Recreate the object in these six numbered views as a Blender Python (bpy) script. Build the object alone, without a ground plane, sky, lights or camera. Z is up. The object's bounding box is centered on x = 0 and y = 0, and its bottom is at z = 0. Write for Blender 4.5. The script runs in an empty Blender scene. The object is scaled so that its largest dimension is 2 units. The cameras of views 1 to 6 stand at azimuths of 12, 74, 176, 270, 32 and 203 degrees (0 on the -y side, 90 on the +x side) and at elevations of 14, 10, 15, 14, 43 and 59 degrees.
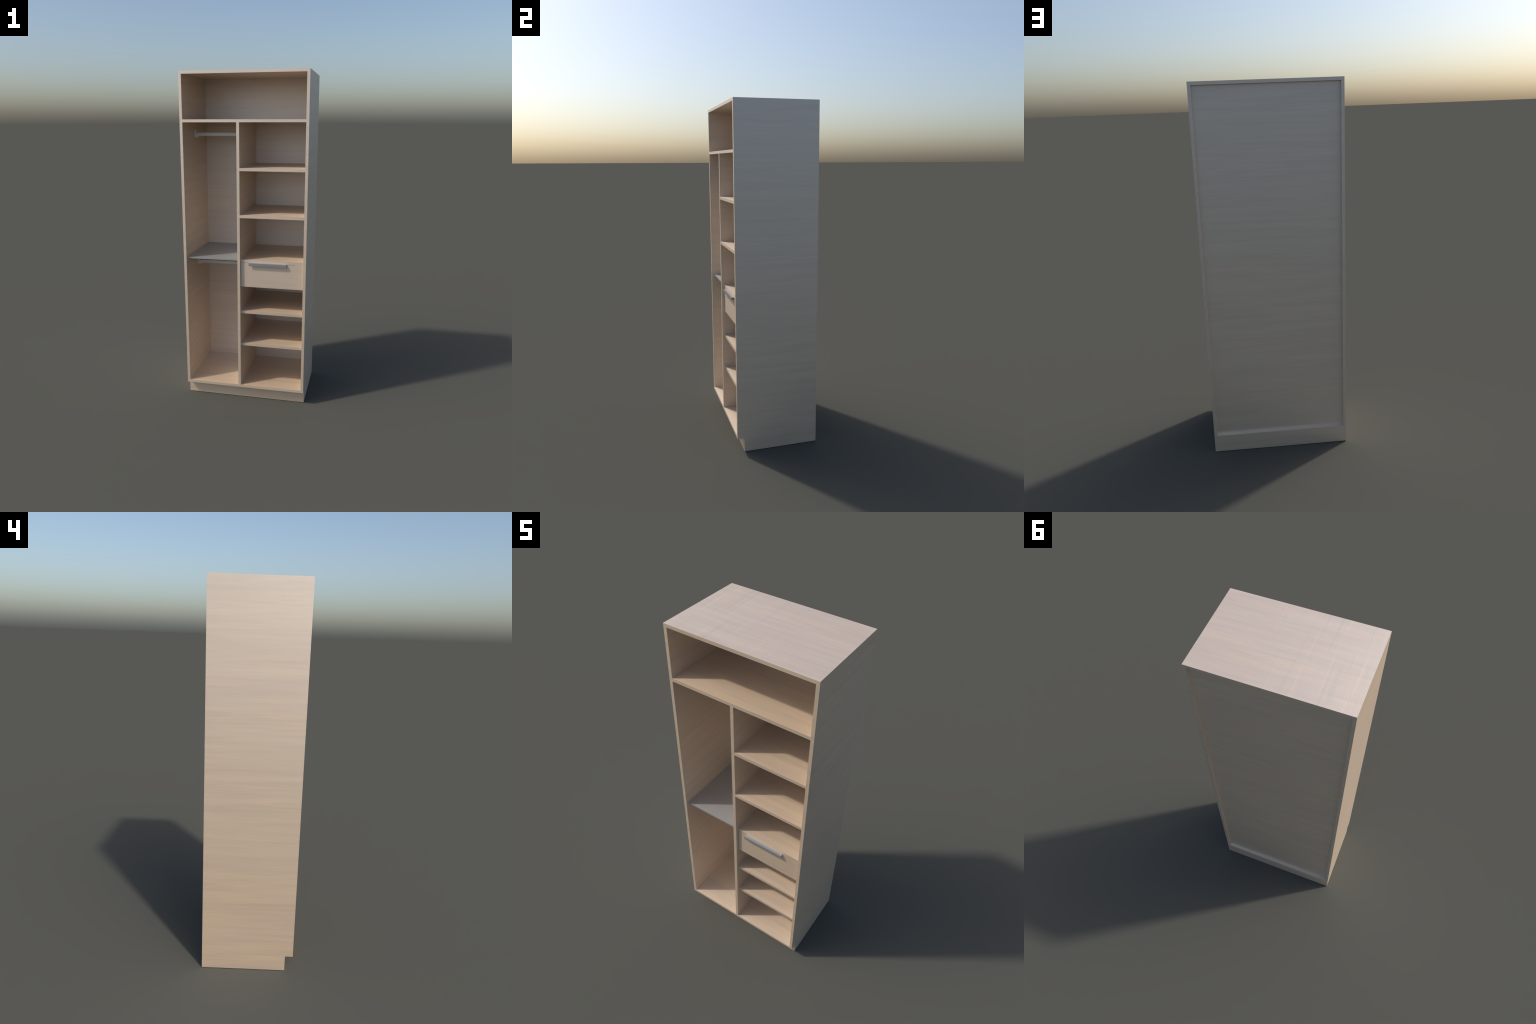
"""Open-fronted wardrobe: pale horizontal-grain wood carcass, one drawer,
a grey shelf, two clothes rails.  Metres, z up, front faces -y."""
import bpy
import bmesh
from math import cos, sin, pi

# ------------------------------------------------------------------ sizes
HALF_W, HALF_D, HEIGHT = 0.3755, 0.2416, 2.0
T = 0.0163                                  # board thickness
FRONT, BACK = -HALF_D, HALF_D
IN_X = HALF_W - T                           # inner face of the side panels
PLINTH_Y, PLINTH_H = -0.1999, 0.0831        # toe-kick setback and height
FLOOR_Z = PLINTH_H + T                      # top of the bottom panel
BACK_IN, BACK_OUT = 0.2163, 0.2250          # thin back panel, set in from behind
DIV_L, DIV_R = -0.0385, -0.0220             # vertical divider
TOP_SHELF_Z = 1.7341                        # top face of the full-width shelf
RECESS_Y = -0.2250                          # front of the set-back shelves and drawer

# ------------------------------------------------------------------ nodes
def new_material(name):
    m = bpy.data.materials.new(name)
    m.use_nodes = True
    nt = m.node_tree
    nt.nodes.clear()
    out = nt.nodes.new("ShaderNodeOutputMaterial")
    bsdf = nt.nodes.new("ShaderNodeBsdfPrincipled")
    nt.links.new(bsdf.outputs[0], out.inputs[0])
    return m, nt, bsdf


def node(nt, kind, **settings):
    n = nt.nodes.new(kind)
    for k, v in settings.items():
        setattr(n, k, v)
    return n


def math_node(nt, op, a, b=None, clamp=False):
    n = node(nt, "ShaderNodeMath", operation=op, use_clamp=clamp)
    for i, v in enumerate((a, b)):
        if v is None:
            continue
        if isinstance(v, (int, float)):
            n.inputs[i].default_value = v
        else:
            nt.links.new(v, n.inputs[i])
    return n.outputs[0]


def grain_noise(nt, vec, scale, detail, rough, offset=(0, 0, 0), distortion=0.0):
    mp = node(nt, "ShaderNodeMapping")
    mp.inputs["Scale"].default_value = scale
    mp.inputs["Location"].default_value = offset
    nt.links.new(vec, mp.inputs["Vector"])
    nz = node(nt, "ShaderNodeTexNoise")
    nz.inputs["Scale"].default_value = 1.0
    nz.inputs["Detail"].default_value = detail
    nz.inputs["Roughness"].default_value = rough
    nz.inputs["Distortion"].default_value = distortion
    nt.links.new(mp.outputs[0], nz.inputs["Vector"])
    return nz.outputs["Fac"]


def ramp(nt, fac, stops):
    r = node(nt, "ShaderNodeValToRGB")
    els = r.color_ramp.elements
    while len(els) < len(stops):
        els.new(0.5)
    for e, (p, c) in zip(els, stops):
        e.position = p
        e.color = (*c, 1)
    nt.links.new(fac, r.inputs[0])
    return r.outputs[0]


def mix(nt, kind, fac, a, b):
    n = node(nt, "ShaderNodeMix", data_type="RGBA", blend_type=kind)
    if isinstance(fac, (int, float)):
        n.inputs[0].default_value = fac
    else:
        nt.links.new(fac, n.inputs[0])
    for sock, v in ((n.inputs[6], a), (n.inputs[7], b)):
        if isinstance(v, tuple):
            sock.default_value = (*v, 1)
        else:
            nt.links.new(v, sock)
    return n.outputs[2]


WOOD = (0.558, 0.393, 0.243)


def tint(k, dr=0.0, dg=0.0, db=0.0):
    return (WOOD[0] * k * (1 + dr), WOOD[1] * k * (1 + dg), WOOD[2] * k * (1 + db))


def wood_material(name, cross_grain=False):
    """Bleached wood, streaks running horizontally on every face."""
    m, nt, bsdf = new_material(name)
    tc = node(nt, "ShaderNodeTexCoord")
    # Grain follows x, except on faces that look along x, where it follows y.
    pos = node(nt, "ShaderNodeSeparateXYZ")
    nt.links.new(tc.outputs["Object"], pos.inputs[0])
    nrm = node(nt, "ShaderNodeSeparateXYZ")
    nt.links.new(tc.outputs["Normal"], nrm.inputs[0])
    side = math_node(nt, "GREATER_THAN", math_node(nt, "ABSOLUTE", nrm.outputs[0]), 0.7)
    swapped = node(nt, "ShaderNodeCombineXYZ")
    nt.links.new(pos.outputs[1], swapped.inputs[0])
    nt.links.new(pos.outputs[0], swapped.inputs[1])
    nt.links.new(pos.outputs[2], swapped.inputs[2])
    pick = node(nt, "ShaderNodeMix", data_type="VECTOR")
    nt.links.new(side, pick.inputs[0])
    nt.links.new(tc.outputs["Object"], pick.inputs[4])
    nt.links.new(swapped.outputs[0], pick.inputs[5])
    vec = pick.outputs[1]

    bands = grain_noise(nt, vec, (1.5, 32, 32), 4.0, 0.62, (3.1, 1.7, 0.4), 0.15)
    streaks = grain_noise(nt, vec, (3.4, 130, 130), 4.0, 0.65, (0.7, 5.2, 2.9), 0.1)
    hue = grain_noise(nt, vec, (1.8, 15, 15), 2.0, 0.5, (8.3, 0.2, 6.1), 0.3)

    tone = math_node(nt, "ADD", math_node(nt, "MULTIPLY", bands, 0.50),
                     math_node(nt, "MULTIPLY", streaks, 0.50))
    base = ramp(nt, tone, ((0.34, tint(0.835, -0.004, 0.0, 0.04)),
                           (0.46, tint(0.955)),
                           (0.54, tint(1.035)),
                           (0.66, tint(1.14, 0.0, 0.004, -0.025))))
    shift = ramp(nt, hue, ((0.36, (0.985, 1.0, 1.01)), (0.5, (1.0, 1.0, 1.0)),
                           (0.64, (1.0, 0.985, 0.95))))
    col = mix(nt, "MULTIPLY", 1.0, base, shift)
    # a few small grey-brown knots
    km = node(nt, "ShaderNodeMapping")
    km.inputs["Scale"].default_value = (6.0, 8.0, 8.0)
    nt.links.new(vec, km.inputs["Vector"])
    vor = node(nt, "ShaderNodeTexVoronoi")
    vor.inputs["Scale"].default_value = 1.0
    nt.links.new(km.outputs[0], vor.inputs["Vector"])
    knot = node(nt, "ShaderNodeMapRange", clamp=True)
    knot.inputs["From Min"].default_value = 0.03
    knot.inputs["From Max"].default_value = 0.055
    knot.inputs["To Min"].default_value = 0.3
    knot.inputs["To Max"].default_value = 0.0
    nt.links.new(vor.outputs["Distance"], knot.inputs["Value"])
    col = mix(nt, "MIX", knot.outputs[0], col, tint(0.62, -0.03, 0.0, 0.04))
    if cross_grain:
        # faint flecks across the grain over one half of the board
        across = grain_noise(nt, tc.outputs["Object"], (55, 1.5, 3), 3.0, 0.6, (4.4, 9.1, 0.0))
        mask = node(nt, "ShaderNodeMapRange", clamp=True)
        mask.inputs["From Min"].default_value = 0.22
        mask.inputs["From Max"].default_value = -0.15
        nt.links.new(pos.outputs[0], mask.inputs["Value"])
        flecks = ramp(nt, across, ((0.34, (0.88, 0.89, 0.91)), (0.44, (1, 1, 1)), (0.58, (1, 1, 1)),
                                   (0.68, (1.14, 1.14, 1.12))))
        up = math_node(nt, "GREATER_THAN", nrm.outputs[2], 0.7)
        col = mix(nt, "MULTIPLY", math_node(nt, "MULTIPLY", mask.outputs[0], up), col, flecks)
    nt.links.new(col, bsdf.inputs["Base Color"])
    bsdf.inputs["Roughness"].default_value = 0.5
    bsdf.inputs["IOR"].default_value = 4.8          # strong satin sheen
    bump = node(nt, "ShaderNodeBump")
    bump.inputs["Strength"].default_value = 0.03
    bump.inputs["Distance"].default_value = 0.0005
    nt.links.new(streaks, bump.inputs["Height"])
    nt.links.new(bump.outputs[0], bsdf.inputs["Normal"])
    return m


def grey_material(name, colour, rough, ior):
    m, nt, bsdf = new_material(name)
    tc = node(nt, "ShaderNodeTexCoord")
    n = grain_noise(nt, tc.outputs["Object"], (9, 9, 9), 3.0, 0.5)
    lo = tuple(c * 0.97 for c in colour)
    hi = tuple(c * 1.03 for c in colour)
    nt.links.new(ramp(nt, n, ((0.35, lo), (0.65, hi))), bsdf.inputs["Base Color"])
    bsdf.inputs["Roughness"].default_value = rough
    bsdf.inputs["IOR"].default_value = ior
    return m


wood = wood_material("bleached_wood")
wood_top = wood_material("bleached_wood_crossed", cross_grain=True)
grey_board = grey_material("grey_lacquer", (0.180, 0.176, 0.172), 0.5, 4.0)
handle_metal = grey_material("satin_grey_metal", (0.195, 0.196, 0.199), 0.5, 1.9)
rail_metal = grey_material("pale_grey_metal", (0.600, 0.600, 0.580), 0.5, 3.2)

bracket_dark = grey_material("dark_bracket_tone", (0.020, 0.020, 0.021), 0.5, 1.5)

# --------------------------------------------------------------- builders
root = bpy.data.objects.new("wardrobe", None)
bpy.context.scene.collection.objects.link(root)
root["label"] = "tall open pale wood wardrobe with shelves, drawer and rails"
root["category"] = "wardrobe"


def add_object(name, bm, material, parent, smooth=False):
    me = bpy.data.meshes.new(name)
    bmesh.ops.recalc_face_normals(bm, faces=bm.faces[:])
    for f in bm.faces:
        f.smooth = smooth
    bm.to_mesh(me)
    bm.free()
    me.materials.append(material)
    ob = bpy.data.objects.new(name, me)
    bpy.context.scene.collection.objects.link(ob)
    ob.parent = parent
    return ob


def box_into(bm, x0, x1, y0, y1, z0, z1):
    v = [bm.verts.new((x, y, z)) for x in (x0, x1) for y in (y0, y1) for z in (z0, z1)]
    for q in ((0, 1, 3, 2), (4, 6, 7, 5), (0, 4, 5, 1), (2, 3, 7, 6), (0, 2, 6, 4), (1, 5, 7, 3)):
        bm.faces.new([v[i] for i in q])


def prism_into(bm, profile, axis, a0, a1):
    """Extrude a closed 2D profile along one axis (profile = the two others)."""
    def place(p, a):
        c = list(p)
        c.insert(axis, a)
        return bm.verts.new(c)
    lo = [place(p, a0) for p in profile]
    hi = [place(p, a1) for p in profile]
    bm.faces.new(lo)
    bm.faces.new(hi[::-1])
    n = len(profile)
    for i in range(n):
        bm.faces.new((lo[i], lo[(i + 1) % n], hi[(i + 1) % n], hi[i]))


def round_edges(bm, width, segments=2):
    bmesh.ops.recalc_face_normals(bm, faces=bm.faces[:])
    sharp = [e for e in bm.edges if len(e.link_faces) == 2 and e.calc_face_angle() > 0.6]
    bmesh.ops.bevel(bm, geom=sharp, offset=width, segments=segments, affect="EDGES", profile=0.5)


def board(name, x, y, z, material=None, parent=None, edge=0.0):
    bm = bmesh.new()
    box_into(bm, *x, *y, *z)
    if edge:
        round_edges(bm, edge)
    return add_object(name, bm, material or wood, parent or root)


# ---------------------------------------------------------------- carcass
SIDE_PROFILE = [(FRONT, PLINTH_H), (PLINTH_Y, PLINTH_H), (PLINTH_Y, 0.0), (BACK, 0.0),
                (BACK, HEIGHT - T), (FRONT, HEIGHT - T)]
for sgn in (-1, 1):
    bm = bmesh.new()
    prism_into(bm, SIDE_PROFILE, 0, min(sgn * IN_X, sgn * HALF_W), max(sgn * IN_X, sgn * HALF_W))
    add_object("side_panel", bm, wood, root)

board("top_panel", (-HALF_W, HALF_W), (FRONT, BACK), (HEIGHT - T, HEIGHT), wood_top)
board("bottom_panel", (-IN_X, IN_X), (FRONT, BACK), (PLINTH_H, FLOOR_Z))
board("plinth", (-IN_X, IN_X), (PLINTH_Y, PLINTH_Y + T), (0.0, PLINTH_H))
board("plinth", (-IN_X, IN_X), (BACK - T, BACK), (0.0, PLINTH_H))
board("back_panel", (-IN_X, IN_X), (BACK_IN, BACK_OUT), (FLOOR_Z, HEIGHT - T))
board("divider", (DIV_L, DIV_R), (FRONT, BACK_IN), (FLOOR_Z, TOP_SHELF_Z - T))

# ---------------------------------------------------------------- shelves
board("fixed_shelf", (-IN_X, IN_X), (FRONT, BACK_IN), (TOP_SHELF_Z - T, TOP_SHELF_Z))
RIGHT = (DIV_R, IN_X)
DRAWER_SHELF_Z = 0.9148
for top, front in ((1.4610, FRONT), (1.1872, FRONT), (DRAWER_SHELF_Z, RECESS_Y),
                   (0.5905, RECESS_Y), (0.3785, RECESS_Y)):
    board("shelf", RIGHT, (front, BACK_IN), (top - T, top))

GREY_TOP = 0.9152
board("grey_shelf", (-IN_X, DIV_L), (-0.2255, BACK_IN), (GREY_TOP - 0.0082, GREY_TOP),
      grey_board)

# ----------------------------------------------------------------- drawer
GAP = 0.0003
DR_TOP, DR_BOT = DRAWER_SHELF_Z - T - GAP, 0.7462
DR_X = (DIV_R + 0.0008, IN_X - 0.0008)
drawer = board("drawer", DR_X, (RECESS_Y, RECESS_Y + T), (DR_BOT, DR_TOP))

bm = bmesh.new()                                            # drawer box
bx0, bx1, by0, by1 = DR_X[0] + 0.010, DR_X[1] - 0.010, RECESS_Y + T, 0.190
bz0, bz1, w = DR_BOT + 0.012, DR_TOP - 0.020, 0.0125
box_into(bm, bx0, bx0 + w, by0, by1, bz0, bz1)
box_into(bm, bx1 - w, bx1, by0, by1, bz0, bz1)
box_into(bm, bx0 + w, bx1 - w, by1 - w, by1, bz0, bz1)
box_into(bm, bx0 + w, bx1 - w, by0, by1 - w, bz0, bz0 + 0.005)
add_object("drawer_box", bm, wood, drawer)

HX0, HX1, HZ0, HZ1, HY = 0.0308, 0.2586, 0.8820, 0.8990, -0.2405
lip = 0.0022                                                # angle-section handle
bm = bmesh.new()
prism_into(bm, [(HY, HZ0), (HY + lip, HZ0), (HY + lip, HZ1 - lip), (RECESS_Y - 0.0001, HZ1 - lip),
                (RECESS_Y - 0.0001, HZ1), (HY, HZ1)], 0, HX0, HX1)
round_edges(bm, 0.0002, 1)
# thin mounting strip let into the top edge of the drawer front
mid, reach = (HX0 + HX1) / 2, 0.1645
box_into(bm, mid - reach, mid + reach, RECESS_Y - 0.0005, RECESS_Y + 0.012, DR_TOP - 0.0017, DR_TOP - 0.0002)
add_object("handle", bm, handle_metal, drawer)

# ------------------------------------------------------------ clothes rails
RAIL_Y = -0.0185


def arc(cx, cz, r, a0, a1, n=6):
    return [(cx + r * cos(a0 + (a1 - a0) * i / n), cz + r * sin(a0 + (a1 - a0) * i / n))
            for i in range(n + 1)]


def rounded_plate(y0, y1, z0, z1, r, n=4):
    pts = []
    for cy, cz, a0 in ((y1 - r, z1 - r, 0), (y0 + r, z1 - r, pi / 2),
                       (y0 + r, z0 + r, pi), (y1 - r, z0 + r, 1.5 * pi)):
        pts += arc(cy, cz, r, a0, a0 + pi / 2, n)
    return pts


def bracket_profile(wall, into, z0, cup):
    """Front outline of a rail bracket: upright arm with a rounded cup at its foot."""
    arm, cup_top, top = 0.0118, 0.0240, 0.0485
    pts = [(0.0, top)]
    pts += arc(arm - 0.003, top - 0.003, 0.003, pi / 2, 0, 4)
    pts += [(arm, cup_top)]
    pts += arc(cup - 0.010, cup_top - 0.010, 0.010, pi / 2, 0, 6)
    pts += [(cup, 0.0)]
    pts += arc(0.004, 0.004, 0.004, 1.5 * pi, pi, 4)
    return [(wall + into * x, z0 + z) for x, z in pts]


def clothes_rail(base_z):
    """base_z = underside of the wall brackets."""
    bm = bmesh.new()
    section = rounded_plate(RAIL_Y - 0.0065, RAIL_Y + 0.0065, base_z + 0.0078, base_z + 0.0287, 0.0020)
    prism_into(bm, section, 0, -IN_X + 0.008, DIV_L - 0.008)
    rail = add_object("clothes_rail", bm, rail_metal, root)
    for wall, into, cup, back, material in ((-IN_X, 1, 0.0268, 0.0085, rail_metal),
                                            (DIV_L, -1, 0.0300, 0.0140, bracket_dark)):
        bm = bmesh.new()
        prism_into(bm, bracket_profile(wall, into, base_z, cup), 1, RAIL_Y - 0.0085, RAIL_Y + back)
        add_object("rail_bracket", bm, material, rail)


clothes_rail(1.6287)
clothes_rail(0.8215)
